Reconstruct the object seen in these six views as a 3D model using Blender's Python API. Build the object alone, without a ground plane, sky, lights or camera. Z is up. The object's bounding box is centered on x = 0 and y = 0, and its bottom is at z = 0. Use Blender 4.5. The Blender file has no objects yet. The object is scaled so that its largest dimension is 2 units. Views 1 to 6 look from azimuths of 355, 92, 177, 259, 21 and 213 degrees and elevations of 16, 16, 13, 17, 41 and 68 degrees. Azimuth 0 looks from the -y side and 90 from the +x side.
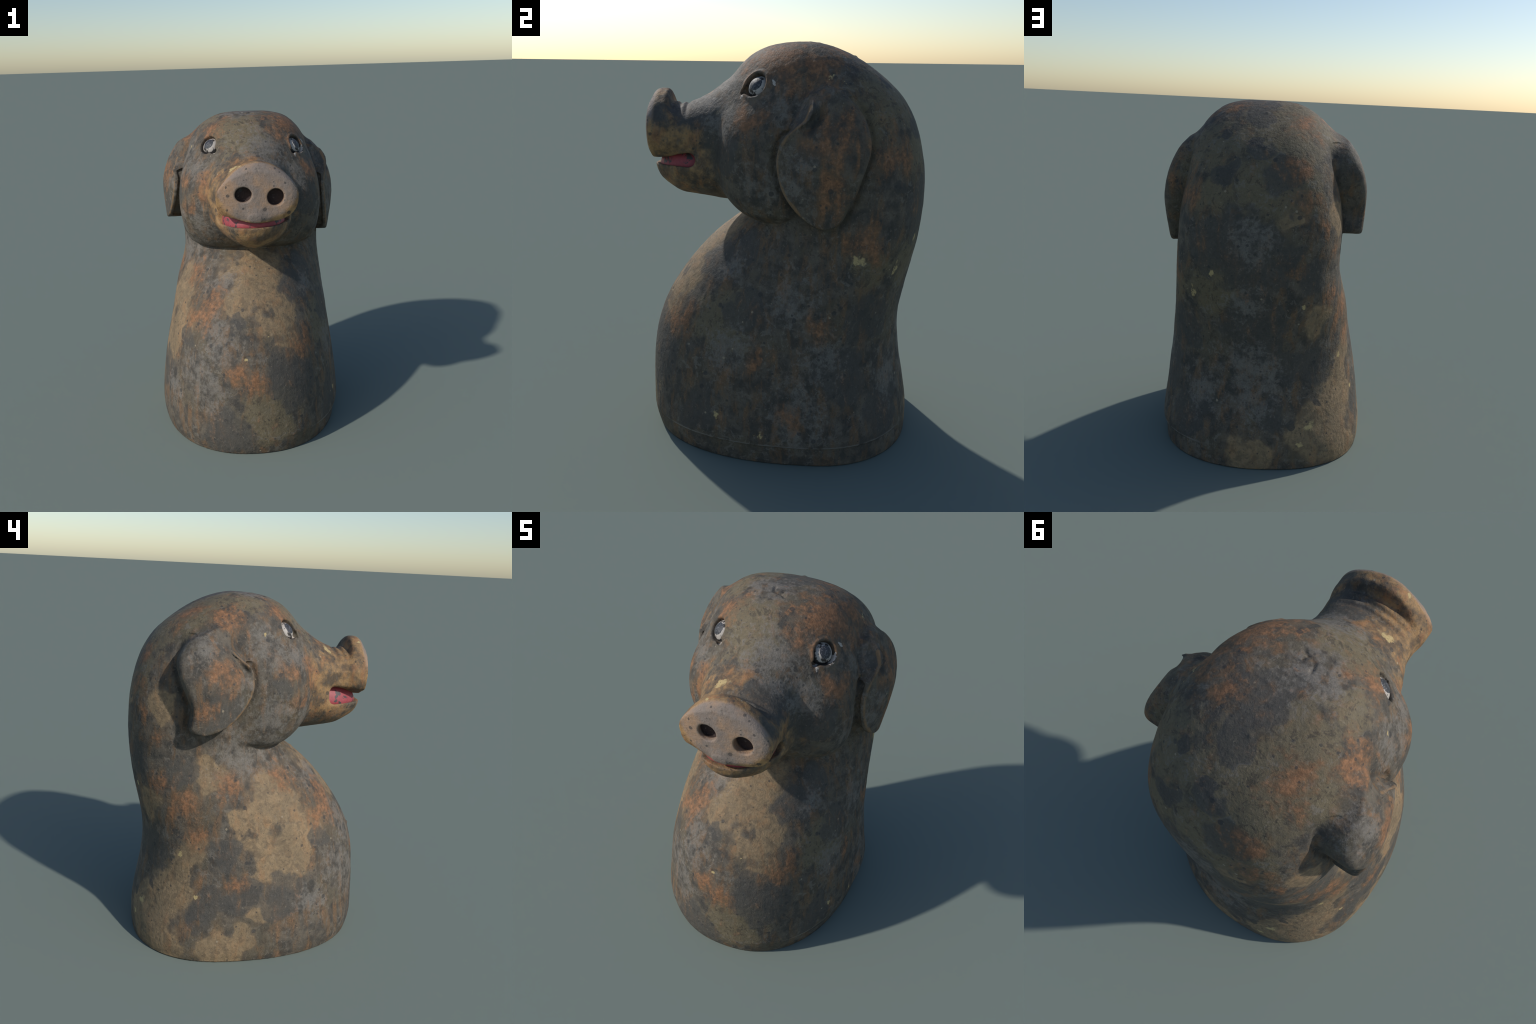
"""Weathered, hand-carved pig bust: a leaning torso that runs up into a round
head with a flat snout disc, an open painted mouth, two set-in eyes and two
hanging ears.  The body is described as lofts (profile curves + elliptical
sections) that are blended into one implicit surface, meshed and split into
its anatomical parts."""
import bpy, math
import numpy as np
from mathutils import noise as mnoise, Vector

H = 0.0058                      # mesh step in metres
F = np.float32

# ------------------------------------------------------------------ helpers
def spline(pts, n=14):
    """Dense Catmull-Rom (centripetal-ish) polyline through 2-D points."""
    p = np.array(pts, float)
    p = np.vstack([2 * p[0] - p[1], p, 2 * p[-1] - p[-2]])
    t = np.linspace(0, 1, n, endpoint=False)[:, None]
    out = []
    for i in range(1, len(p) - 2):
        a, b, c, d = p[i - 1], p[i], p[i + 1], p[i + 2]
        lb, lc = np.linalg.norm(c - b), 1e-9
        m1 = (c - a) * lb / (np.linalg.norm(c - b) + np.linalg.norm(b - a) + 1e-9)
        m2 = (d - b) * lb / (np.linalg.norm(d - c) + np.linalg.norm(c - b) + 1e-9)
        h00, h10 = 2 * t**3 - 3 * t**2 + 1, t**3 - 2 * t**2 + t
        h01, h11 = -2 * t**3 + 3 * t**2, t**3 - t**2
        out.append(h00 * b + h10 * m1 + h01 * c + h11 * m2)
    out.append(p[-2][None])
    return np.vstack(out)


def curve(pts):
    """Profile given as (value, station) points -> function of station."""
    s = spline(pts)
    o = np.argsort(s[:, 1], kind="stable")
    st, va = s[o, 1], s[o, 0]
    return lambda q: np.interp(q, st, va).astype(F)


def smin(a, b, k):
    h = np.clip(0.5 + 0.5 * (b - a) / k, 0, 1)
    return b + (a - b) * h - k * h * (1 - h)


def smax(a, b, k):
    return -smin(-a, -b, k)


def sstep(a, b, x):
    t = np.clip((x - a) / (b - a), 0, 1)
    return t * t * (3 - 2 * t)


def radial(u, v, ru, rv, n):
    """Signed distance along the ray from the centre of a superellipse."""
    ru, rv = np.maximum(ru, 1e-3), np.maximum(rv, 1e-3)
    q = (np.abs(u / ru) ** n + np.abs(v / rv) ** n) ** (1 / n) + 1e-6
    d = np.sqrt(u * u + v * v)
    r = np.minimum(ru, rv)
    return np.where(d > 1e-5, (1 - 1 / q) * np.maximum(d, 1e-5), -r).astype(F)


class Loft:
    """Stack of superellipse sections: lo/hi limits in u and v, centre (u0, v0),
    one roundness exponent per quadrant (front/back x left/right)."""
    def __init__(s, u_lo, u_hi, v_lo, v_hi, v0, n, ends, u0=None, v0r=None):
        s.c = [curve(c) for c in (u_lo, u_hi, v_lo, v_hi, v0)]
        s.n = {k: curve(c) for k, c in n.items()}
        s.u0 = curve(u0) if u0 else None
        s.v0r = curve(v0r) if v0r else None
        s.ends = ends

    def __call__(s, u, v, w):
        wc = np.clip(w, s.ends[0] + 1e-4, s.ends[1] - 1e-4)
        ul, uh, vl, vh, v0 = [c(wc) for c in s.c]
        u0 = s.u0(wc) if s.u0 else 0.5 * (ul + uh)
        du = u - u0
        if s.v0r:
            v0 = np.where(du < 0, v0, s.v0r(wc))
        v0 = np.clip(v0, vl + 1e-3, np.maximum(vh - 1e-3, vl + 1e-3))
        dv = v - v0
        if "lo" in s.n:
            n = np.where(dv < 0, s.n["lo"](wc), s.n["hi"](wc))
        else:
            n = np.where(dv < 0, np.where(du < 0, s.n["fl"](wc), s.n["fr"](wc)),
                         np.where(du < 0, s.n["bl"](wc), s.n["br"](wc)))
        f = radial(du, dv, np.where(du < 0, u0 - ul, uh - u0), np.where(dv < 0, v0 - vl, vh - v0), n)
        return np.maximum(f, np.maximum(w - s.ends[1], s.ends[0] - w)).astype(F)


# ------------------------------------------------------------- body profiles
# (value, z): back outline, front outline, left and right half widths
BACK = [(0.676, -0.05), (0.687, 0.0), (0.689, 0.06), (0.685, 0.15), (0.662, 0.29), (0.636, 0.42),
        (0.622, 0.56), (0.625, 0.68), (0.646, 0.80), (0.672, 0.93), (0.690, 1.05), (0.700, 1.16),
        (0.702, 1.28), (0.695, 1.40), (0.677, 1.50), (0.648, 1.60), (0.612, 1.68), (0.562, 1.755),
        (0.502, 1.815), (0.424, 1.875), (0.335, 1.930), (0.245, 1.970), (0.170, 1.990), (0.107, 2.0)]
TORSO_FRONT = [(-0.662, -0.05), (-0.676, 0.0), (-0.690, 0.05), (-0.699, 0.10), (-0.701, 0.18), (-0.700, 0.30),
               (-0.688, 0.46), (-0.662, 0.58), (-0.620, 0.69), (-0.562, 0.79), (-0.490, 0.89), (-0.421, 0.97),
               (-0.344, 1.045), (-0.276, 1.10), (-0.195, 1.16), (-0.10, 1.24), (-0.03, 1.34), (0.0, 1.5),
               (0.0, 1.70), (0.02, 1.86), (0.06, 1.95), (0.107, 2.0)]
torso = Loft(
    u_lo=[(-0.58, -0.05), (-0.590, 0.0), (-0.601, 0.05), (-0.604, 0.12), (-0.597, 0.2), (-0.572, 0.4), (-0.545, 0.53), (-0.510, 0.69),
          (-0.468, 0.88), (-0.430, 1.0), (-0.405, 1.1), (-0.402, 1.2), (-0.405, 1.33), (-0.392, 1.5), (-0.372, 1.66),
          (-0.342, 1.80), (-0.310, 1.87), (-0.245, 1.93), (-0.155, 1.98), (-0.06, 1.997), (0.03, 2.0)],
    u_hi=[(0.570, -0.05), (0.577, 0.0), (0.583, 0.085), (0.583, 0.098), (0.599, 0.108), (0.599, 0.18), (0.586, 0.3), (0.570, 0.45),
          (0.552, 0.6), (0.542, 0.72), (0.530, 0.85), (0.523, 1.0), (0.520, 1.12), (0.516, 1.25), (0.506, 1.4), (0.487, 1.55),
          (0.458, 1.7), (0.425, 1.80), (0.368, 1.89), (0.285, 1.96), (0.18, 1.992), (0.03, 2.0)],
    v_lo=TORSO_FRONT, v_hi=BACK,
    v0=[(0.12, -0.05), (0.10, 0.05), (0.07, 0.16), (0.04, 0.32), (0.07, 0.7), (0.16, 0.9), (0.26, 1.1), (0.28, 1.3), (0.24, 1.6), (0.18, 1.85), (0.107, 2.0)],
    v0r=[(0.18, -0.05), (0.17, 0.1), (0.14, 0.3), (0.17, 0.6), (0.27, 0.85), (0.35, 1.08), (0.30, 1.3), (0.24, 1.6), (0.18, 1.85), (0.107, 2.0)],
    n=dict(fl=[(2.25, -0.05), (2.22, 0.1), (2.05, 0.3), (2.05, 0.6), (2.0, 0.88), (1.8, 1.05), (1.85, 1.15), (2.3, 1.3), (2.2, 2.0)],
           fr=[(2.25, -0.05), (2.25, 0.1), (2.15, 0.25), (2.07, 0.5), (2.0, 0.75), (1.92, 0.95), (1.92, 1.08), (2.2, 1.3), (2.2, 2.0)],
           bl=[(2.45, -0.05), (2.42, 0.1), (2.2, 0.3), (2.08, 0.5), (2.25, 0.9), (2.5, 1.3), (2.4, 1.7), (2.3, 2.0)],
           br=[(2.15, -0.05), (2.1, 0.08), (2.0, 0.3), (1.92, 0.6), (1.9, 0.9), (2.1, 1.1), (2.65, 1.35), (2.75, 1.6), (2.5, 1.8), (2.3, 2.0)]),
    u0=[(0.0, -0.05), (0.0, 0.4), (-0.02, 0.7), (-0.02, 1.3), (-0.01, 1.6), (0.02, 1.85), (0.03, 2.0)],
    ends=(-0.05, 2.0))

head = Loft(
    u_lo=[(-0.02, 1.095), (-0.15, 1.12), (-0.26, 1.15), (-0.355, 1.20), (-0.390, 1.26), (-0.408, 1.34), (-0.418, 1.45),
          (-0.408, 1.58), (-0.380, 1.69), (-0.350, 1.77), (-0.325, 1.84), (-0.270, 1.91), (-0.175, 1.97), (-0.06, 1.997), (0.04, 2.0)],
    u_hi=[(0.08, 1.095), (0.22, 1.12), (0.33, 1.15), (0.425, 1.20), (0.452, 1.26), (0.466, 1.34), (0.475, 1.45),
          (0.466, 1.58), (0.440, 1.69), (0.415, 1.77), (0.390, 1.84), (0.340, 1.91), (0.26, 1.97), (0.15, 1.997), (0.04, 2.0)],
    v_lo=[(0.03, 1.095), (-0.08, 1.12), (-0.16, 1.155), (-0.235, 1.20), (-0.285, 1.25), (-0.320, 1.31), (-0.340, 1.39), (-0.346, 1.46),
          (-0.345, 1.55), (-0.338, 1.65), (-0.326, 1.74), (-0.295, 1.80), (-0.270, 1.832), (-0.218, 1.892), (-0.162, 1.940),
          (-0.080, 1.976), (0.02, 1.995), (0.107, 2.0)],
    v_hi=[(0.14, 1.095), (0.30, 1.13), (0.40, 1.20), (0.46, 1.34), (0.49, 1.50), (0.50, 1.65), (0.46, 1.77),
          (0.38, 1.87), (0.29, 1.935), (0.19, 1.98), (0.107, 2.0)],
    v0=[(0.05, 1.095), (0.0, 1.2), (-0.03, 1.4), (-0.02, 1.6), (0.08, 1.78), (0.107, 1.9), (0.107, 2.0)],
    n=dict(fl=[(2.0, 1.095), (2.15, 1.25), (2.55, 1.45), (2.55, 1.57), (1.9, 1.75), (1.9, 1.85), (2.2, 2.0)],
           fr=[(2.2, 1.095), (2.7, 1.25), (2.7, 1.42), (2.3, 1.62), (1.85, 1.75), (1.85, 1.85), (2.2, 2.0)],
           bl=[(2.5, 1.095), (2.7, 1.25), (2.2, 1.5), (2.2, 2.0)], br=[(2.5, 1.095), (2.7, 1.25), (2.2, 1.5), (2.2, 2.0)]),
    ends=(1.095, 2.0))

# snout and jaw run along y: u = x, v = z, station = y
snout = Loft(
    u_lo=[(-0.205, -0.645), (-0.203, -0.58), (-0.192, -0.52), (-0.196, -0.45), (-0.222, -0.38), (-0.250, -0.30), (-0.255, -0.15)],
    u_hi=[(0.243, -0.645), (0.240, -0.58), (0.242, -0.52), (0.238, -0.45), (0.244, -0.38), (0.268, -0.30), (0.28, -0.15)],
    v_lo=[(1.44, -0.645), (1.43, -0.55), (1.38, -0.45), (1.33, -0.38), (1.30, -0.15)],
    v_hi=[(1.70, -0.645), (1.698, -0.60), (1.707, -0.56), (1.704, -0.52), (1.713, -0.46), (1.742, -0.395), (1.762, -0.36), (1.79, -0.30), (1.80, -0.15)],
    v0=[(1.58, -0.645), (1.57, -0.15)],
    n=dict(lo=[(3.0, -0.645), (2.8, -0.15)], hi=[(1.85, -0.645), (1.75, -0.5), (1.75, -0.15)]),
    ends=(-0.645, -0.15), u0=[(0.022, -0.645), (0.022, -0.15)])

jaw = Loft(
    u_lo=[(-0.02, -0.664), (-0.075, -0.65), (-0.114, -0.625), (-0.130, -0.59), (-0.152, -0.54), (-0.190, -0.46), (-0.208, -0.38), (-0.23, -0.15)],
    u_hi=[(0.03, -0.664), (0.085, -0.65), (0.126, -0.625), (0.156, -0.59), (0.198, -0.54), (0.232, -0.46), (0.250, -0.38), (0.28, -0.15)],
    v_lo=[(1.40, -0.664), (1.362, -0.652), (1.321, -0.627), (1.282, -0.575), (1.254, -0.522), (1.242, -0.453), (1.232, -0.38), (1.222, -0.316), (1.21, -0.15)],
    v_hi=[(1.47, -0.664), (1.50, -0.60), (1.52, -0.15)],
    v0=[(1.43, -0.664), (1.415, -0.60), (1.41, -0.15)],
    n=dict(lo=[(2.0, -0.664), (1.85, -0.6), (1.8, -0.45), (1.9, -0.15)], hi=[(3.0, -0.664), (3.0, -0.15)]),
    ends=(-0.664, -0.15))

# -------------------------------------------------------------------- ears
# leaf outlines (y, z), an outer face x = bulge(y, z) and a thickness
EAR_R = [(0.105, 1.77), (0.108, 1.72), (0.088, 1.665), (0.040, 1.622), (-0.003, 1.581), (-0.027, 1.526), (-0.034, 1.476),
         (-0.025, 1.414), (0.001, 1.336), (0.048, 1.268), (0.106, 1.217), (0.175, 1.186), (0.253, 1.206),
         (0.29, 1.268), (0.325, 1.347), (0.36, 1.46), (0.38, 1.53), (0.375, 1.60), (0.35, 1.67), (0.31, 1.725), (0.25, 1.765), (0.17, 1.785)]
EAR_L = [(0.165, 1.82), (0.178, 1.765), (0.165, 1.715), (0.118, 1.672), (0.075, 1.637), (0.054, 1.576), (0.062, 1.497),
         (0.106, 1.417), (0.175, 1.342), (0.255, 1.304), (0.325, 1.288), (0.392, 1.306),
         (0.385, 1.40), (0.40, 1.46), (0.428, 1.53), (0.452, 1.60), (0.455, 1.655), (0.430, 1.715), (0.385, 1.765), (0.315, 1.800), (0.24, 1.825)]


def poly_sdf(px, py, poly):
    d = np.full(px.shape, 1e9, F)
    inside = np.zeros(px.shape, bool)
    n = len(poly)
    for i in range(n):
        ax, ay = poly[i]
        bx, by = poly[(i + 1) % n]
        ex, ey = bx - ax, by - ay
        wx, wy = px - ax, py - ay
        t = np.clip((wx * ex + wy * ey) / (ex * ex + ey * ey + 1e-12), 0, 1)
        d = np.minimum(d, (wx - t * ex) ** 2 + (wy - t * ey) ** 2)
        cross = ((ay <= py) != (by <= py)) & (px < ex * (py - ay) / (ey if abs(ey) > 1e-9 else 1e-9) + ax)
        inside ^= cross
    d = np.sqrt(d)
    return np.where(inside, -d, d).astype(F)


def closed(pts):
    return spline(pts + [pts[0]], 6)[:-1]


EARS = {
    # outer(z): outermost |x|, reached at y = peak(z);  rim(z): |x| of the front rim, which stands at y = front(z)
    +1: dict(poly=closed(EAR_R),
             outer=curve([(0.43, 1.83), (0.46, 1.79), (0.515, 1.74), (0.560, 1.66), (0.593, 1.56), (0.605, 1.46), (0.600, 1.38), (0.587, 1.29), (0.572, 1.20), (0.56, 1.17)]),
             peak=curve([(0.22, 1.83), (0.20, 1.5), (0.19, 1.17)]),
             rim=curve([(0.43, 1.81), (0.462, 1.77), (0.508, 1.73), (0.536, 1.68), (0.534, 1.62), (0.518, 1.577), (0.514, 1.49), (0.528, 1.348), (0.553, 1.21), (0.558, 1.17)]),
             front=curve([(0.10, 1.83), (0.108, 1.72), (0.088, 1.665), (0.040, 1.622), (-0.003, 1.581), (-0.034, 1.476), (0.001, 1.336), (0.106, 1.217), (0.16, 1.17)]),
             thick=curve([(0.20, 1.83), (0.18, 1.7), (0.15, 1.5), (0.12, 1.35), (0.09, 1.17)]), hollow=(0.125, 1.660), root=(1.61, 1.78)),
    -1: dict(poly=closed(EAR_L),
             outer=curve([(0.34, 1.90), (0.375, 1.85), (0.425, 1.79), (0.475, 1.72), (0.512, 1.63), (0.530, 1.55), (0.532, 1.47), (0.527, 1.38), (0.517, 1.28), (0.515, 1.24)]),
             peak=curve([(0.30, 1.90), (0.29, 1.6), (0.31, 1.28)]),
             rim=curve([(0.33, 1.86), (0.362, 1.80), (0.405, 1.735), (0.442, 1.665), (0.446, 1.59), (0.452, 1.51), (0.466, 1.44), (0.482, 1.38), (0.508, 1.28)]),
             front=curve([(0.17, 1.90), (0.178, 1.765), (0.165, 1.715), (0.118, 1.672), (0.075, 1.637), (0.054, 1.576), (0.062, 1.497), (0.106, 1.417), (0.175, 1.342), (0.26, 1.28)]),
             thick=curve([(0.20, 1.90), (0.19, 1.8), (0.16, 1.6), (0.14, 1.45), (0.105, 1.28)]), hollow=(0.125, 1.640), root=(1.66, 1.81)),
}


def ear_field(side, x, y, z):
    e = EARS[side]
    out, edge = np.full(x.shape, 0.3, F), np.full(x.shape, 0.3, F)
    m = (x * side > 0.02) & (y > -0.1) & (y < 0.55) & (z > 1.1) & (z < 1.98)
    if not m.any():
        return out, edge
    X, y, z = x[m] * side, y[m], z[m]
    o2 = poly_sdf(y, z, e["poly"])
    pk, yf = e["peak"](z), e["front"](z)
    dy = y - pk
    outer = e["outer"](z)
    rise = np.where(dy < 0, outer - e["rim"](z), 0.014 if side > 0 else 0.034)
    t = np.where(dy < 0, dy / np.maximum(pk - yf, 0.03), dy / 0.19)
    xo = outer - rise * np.minimum(np.abs(t) ** 1.5, 1.5)
    hy, hz = e["hollow"]                                    # dent behind the curled front rim
    along, across = 0.66 * (y - hy) + 0.75 * (z - hz), 0.75 * (y - hy) - 0.66 * (z - hz)
    taper = np.exp(-(along / 0.065) ** 2)
    xo = xo - 0.034 * np.exp(-((across - 0.004) / 0.022) ** 2) * taper + 0.010 * np.exp(-((across + 0.034) / 0.016) ** 2) * taper
    lo, hi = e["root"]
    inner = 0.026 + np.clip((-o2 - 0.012) / 0.035, 0, 1) * e["thick"](z)
    th = inner + (e["thick"](z) + 0.02 - inner) * np.maximum(sstep(lo - 0.03, lo + 0.03, z), sstep(-0.10, 0.04, dy))
    slab = np.maximum(X - xo, xo - th - X) * 0.9
    leaf = smax(o2, slab, 0.010 + 0.035 * sstep(0.0, 0.12, dy))
    # inner face of the fold: slopes from the rim back to the head at the ear root
    wall = (X - e["rim"](z) + 1.8 * (yf + 0.005 - y)) / 2.06
    apron = smax(smax(wall, y - yf - 0.02, 0.01), np.maximum(np.maximum(lo - z, z - hi), 0.28 - X), 0.045)
    out[m] = smin(leaf, apron, 0.008)
    edge[m] = np.where(((z < lo) & (y < pk)) | ((z < hi - 0.02) & (y > pk + 0.06)), o2, 0.3)
    return out, edge


# ------------------------------------------------------------ small features
EYES = [Vector((0.300, -0.125, 1.790)), Vector((-0.208, -0.146, 1.808))]


def on_head(c):
    """Snap a point to the head loft; returns the point and the outward normal."""
    for _ in range(4):
        p = np.array([c + Vector(d) for d in ((0, 0, 0), (.004, 0, 0), (0, .004, 0), (0, 0, .004))])
        f = head(*[p[:, i].astype(F) for i in range(3)])
        g = Vector(((f[1:] - f[0]) / 0.004).tolist())
        c = c - g * (float(f[0]) / g.length_squared)
    return c, g.normalized()


EYES, EYE_N = zip(*[on_head(c) for c in EYES])
NOSTRILS = [(-0.054, 1.595, 0.047, 0.043), (0.125, 1.576, 0.047, 0.047)]


def disc_field(x, y, z):
    """Flat snout disc: egg-shaped outline, slightly tilted, rounded rim."""
    a = math.radians(-4)
    dx, dz = x - 0.025, z - 1.598
    u, w = dx * math.cos(a) + dz * math.sin(a), -dx * math.sin(a) + dz * math.cos(a)
    o = radial(u, w, np.where(u < 0, 0.200, 0.221), np.where(w < 0, 0.149, 0.175), np.where(w < 0, 2.4, 1.75))
    face = -0.674 - 0.02 * u + np.where(u < 0, 0.80, 0.32) * u * u + np.where(w > 0, 0.7, 0.1) * w * w
    back = -0.560 + 0.06 * np.clip(u, -0.2, 0.2) * 0.8
    slab = np.maximum(face - y, y - back)
    return smax(o, slab, 0.04)


def parts(x, y, z):
    fa = torso(x, y, z)
    fb = head(x, y, z)
    fs = snout(x, z, y)
    fj = jaw(x, z, y)
    fd = disc_field(x, y, z)
    # mouth slot between snout and jaw, open to the front and both sides
    fwd = np.clip((-0.44 - y) / 0.2, 0, 1.2)
    roof = 1.472 - 0.030 * fwd + 0.18 * np.clip(-x, 0, 0.2) + 0.10 * x * x
    floor = 1.378 + 0.022 * fwd + 0.45 * x * x
    mid, half = 0.5 * (roof + floor), 0.5 * (roof - floor)
    fm = smax(np.abs(z - mid) - half, y + 0.432, 0.05)
    fm = np.maximum(fm, np.abs(x - 0.02) - 0.4)
    core = radial(x - 0.015, y + 0.33, np.where(x > 0.015, 0.165, 0.13), np.where(y < -0.33, 0.25, 0.3) + 0 * x, 2.4 + 0 * x)
    fsj = smin(fs, fj, 0.03)
    fsj = smax(fsj, -np.maximum(fm, -core), 0.012)
    fsd = smin(fsj, fd, 0.045)
    # nose wrinkles on top of the bridge
    for y0, d, w in ((-0.560, 0.011, 0.014), (-0.524, 0.010, 0.012), (-0.488, 0.011, 0.012)):
        bend = y0 + 0.25 * (x - 0.03) ** 2
        fsd = fsd + d * np.exp(-((y - bend) / w) ** 2) * sstep(1.60, 1.70, z) * sstep(0.22, 0.12, np.abs(x - 0.03))
    for nx, nz, rx, rz in NOSTRILS:
        q = radial(x - nx, z - nz, rx + 0 * x, rz + 0 * x, 2.0 + 0 * x)
        fsd = smax(fsd, -np.maximum(q, y + 0.625), 0.008)
    return fa, fb, fsd


def field(P, split=False):
    x, y, z = P[:, 0].astype(F), P[:, 1].astype(F), P[:, 2].astype(F)
    fa, fb, fsd = parts(x, y, z)
    kab = 0.012 + 0.06 * sstep(0.0, 0.3, y) * sstep(1.80, 1.55, z)
    body = smin(fa, fb, kab)
    ks = 0.022 + 0.045 * sstep(1.60, 1.78, z)
    body2 = smin(body, fsd, ks)
    for c, n in zip(EYES, EYE_N):                           # eye sockets
        d = np.stack([x - c.x, y - c.y, z - c.z], 1)
        s = np.sqrt((d ** 2).sum(1))
        corner = np.sqrt((d[:, 0] + np.sign(n.x) * 0.034) ** 2 + (d[:, 1] + 0.045) ** 2 + (d[:, 2] + 0.036) ** 2)
        body2 = body2 - 0.007 * np.exp(-((s - 0.068) / 0.010) ** 2)
        body2 = smax(body2, -smin(s - 0.057, corner - 0.021, 0.02), 0.007)
    (er, edge_r), (el, edge_l) = ear_field(1, x, y, z), ear_field(-1, x, y, z)
    # chiselled crease in the cheek in front of each ear
    body2 = body2 + 0.012 * np.exp(-((np.minimum(edge_r, edge_l) - 0.004) / 0.018) ** 2)
    kr = 0.006 + 0.08 * sstep(1.68, 1.79, z) * sstep(0.08, 0.22, y)
    kl = 0.006 + 0.08 * sstep(1.69, 1.82, z) * sstep(0.10, 0.26, y)
    f = smin(smin(body2, er, kr), el, kl)
    if split:
        return f, fa, fb, fsd, er, el, body2
    return np.maximum(smax(f, z - 1.998, 0.01), -z)                                # flat underside


# -------------------------------------------------------- implicit -> mesh
LO, HI = np.array([-0.72, -0.80, -0.03]), np.array([0.76, 0.80, 2.05])


def chunked(fn, P, n=400000):
    return np.concatenate([fn(P[i:i + n]) for i in range(0, len(P), n)])


def build_surface():
    B = 5                                                   # fine steps per coarse step
    nc = np.ceil((HI - LO) / (H * B)).astype(int)
    ax = [LO[i] + np.arange(nc[i] + 1) * H * B for i in range(3)]
    G = np.stack(np.meshgrid(*ax, indexing="ij"), -1).reshape(-1, 3)
    fc = chunked(field, G).reshape(nc + 1)
    s = fc < 0
    cell = np.zeros(nc, bool)
    allin, anyin = np.ones(nc, bool), np.zeros(nc, bool)
    for i in (0, 1):
        for j in (0, 1):
            for k in (0, 1):
                c = s[i:i + nc[0], j:j + nc[1], k:k + nc[2]]
                allin &= c
                anyin |= c
    cell = anyin & ~allin
    for _ in range(2):
        p = np.pad(cell, 1)
        cell = np.zeros_like(cell)
        for i in range(3):
            for j in range(3):
                for k in range(3):
                    cell |= p[i:i + nc[0], j:j + nc[1], k:k + nc[2]]
    nf = nc * B + 1
    val = np.repeat(np.repeat(np.repeat(fc, B, 0), B, 1), B, 2)[:nf[0], :nf[1], :nf[2]].astype(F)
    val = np.where(val < 0, F(-1), F(1))
    need = np.zeros(nf, bool)
    fm = np.repeat(np.repeat(np.repeat(cell, B, 0), B, 1), B, 2)
    need[:-1, :-1, :-1] |= fm
    need[1:, 1:, 1:] |= fm
    idx = np.argwhere(need)
    val[need] = chunked(field, LO + idx * H)
    # surface nets
    s = val < 0
    n = nf - 1
    cnt = np.zeros(n, np.int8)
    for i in (0, 1):
        for j in (0, 1):
            for k in (0, 1):
                cnt += s[i:i + n[0], j:j + n[1], k:k + n[2]]
    act = (cnt > 0) & (cnt < 8)
    ci = np.argwhere(act)
    vid = np.full(n, -1, np.int64)
    vid[act] = np.arange(len(ci))
    acc, w = np.zeros((len(ci), 3)), np.zeros(len(ci))
    corners = [(i, j, k) for i in (0, 1) for j in (0, 1) for k in (0, 1)]
    for a in corners:
        for d in range(3):
            if a[d]:
                continue
            b = list(a)
            b[d] = 1
            va = val[ci[:, 0] + a[0], ci[:, 1] + a[1], ci[:, 2] + a[2]]
            vb = val[ci[:, 0] + b[0], ci[:, 1] + b[1], ci[:, 2] + b[2]]
            x = (va < 0) != (vb < 0)
            t = va / np.where(x, va - vb, 1)
            p = np.tile(np.array(a, float), (len(ci), 1))
            p[:, d] = t
            acc[x] += p[x]
            w[x] += 1
    V = LO + (ci + acc / w[:, None]) * H
    quads = []
    for d in range(3):
        a, b = [(1, 2), (2, 0), (0, 1)][d]
        sl0, sl1 = [slice(None)] * 3, [slice(None)] * 3
        sl0[d], sl1[d] = slice(0, -1), slice(1, None)
        ch = s[tuple(sl0)] != s[tuple(sl1)]
        e = np.argwhere(ch)
        e = e[(e[:, a] > 0) & (e[:, b] > 0) & (e[:, a] < n[a]) & (e[:, b] < n[b])]
        neg = s[e[:, 0], e[:, 1], e[:, 2]]
        ea, eb, eab = e.copy(), e.copy(), e.copy()
        ea[:, a] -= 1
        eb[:, b] -= 1
        eab[:, a] -= 1
        eab[:, b] -= 1
        q = np.stack([vid[tuple(k.T)] for k in (eab, eb, e, ea)], 1)
        q[~neg] = q[~neg][:, ::-1]
        quads.append(q)
    Q = np.vstack(quads)
    Q = Q[(Q >= 0).all(1)]
    return V, Q


def gradient(P, h=0.002):
    g = np.empty((len(P), 3))
    for i in range(3):
        d = np.zeros(3)
        d[i] = h
        g[:, i] = (chunked(field, P + d) - chunked(field, P - d)) / (2 * h)
    return g


def fbm(P, scale, octaves=3, seed=0.0):
    off = Vector((seed, seed * 1.7, -seed))
    return np.array([mnoise.fractal(Vector(p) * scale + off, 1.0, 2.0, octaves) for p in P.tolist()])


V, Q = build_surface()
for _ in range(1):
    g = gradient(V)
    st = chunked(field, V)[:, None] * g / np.maximum((g ** 2).sum(1, keepdims=True), 0.15)
    V -= np.clip(st, -H, H) * 0.9
N = g / np.maximum(np.linalg.norm(g, axis=1, keepdims=True), 1e-6)

# hand-worked surface: soft tool lumps, fine pitting, cracks
lump = fbm(V, 5.0, 2, 3.1)
fine = fbm(V, 34.0, 3, 9.4)
amp = np.where(V[:, 2] > 0.012, 1.0, 0.0)
disp = amp * (0.0022 * lump + 0.0008 * fine)


def along_line(P, pts):
    """Distance from points to a polyline on the surface."""
    d = np.full(len(P), 9.0)
    for a, b in zip(pts[:-1], pts[1:]):
        a, b = np.array(a), np.array(b)
        t = np.clip(((P - a) @ (b - a)) / ((b - a) @ (b - a)), 0, 1)
        d = np.minimum(d, np.linalg.norm(P - a - t[:, None] * (b - a), axis=1))
    return d


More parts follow.
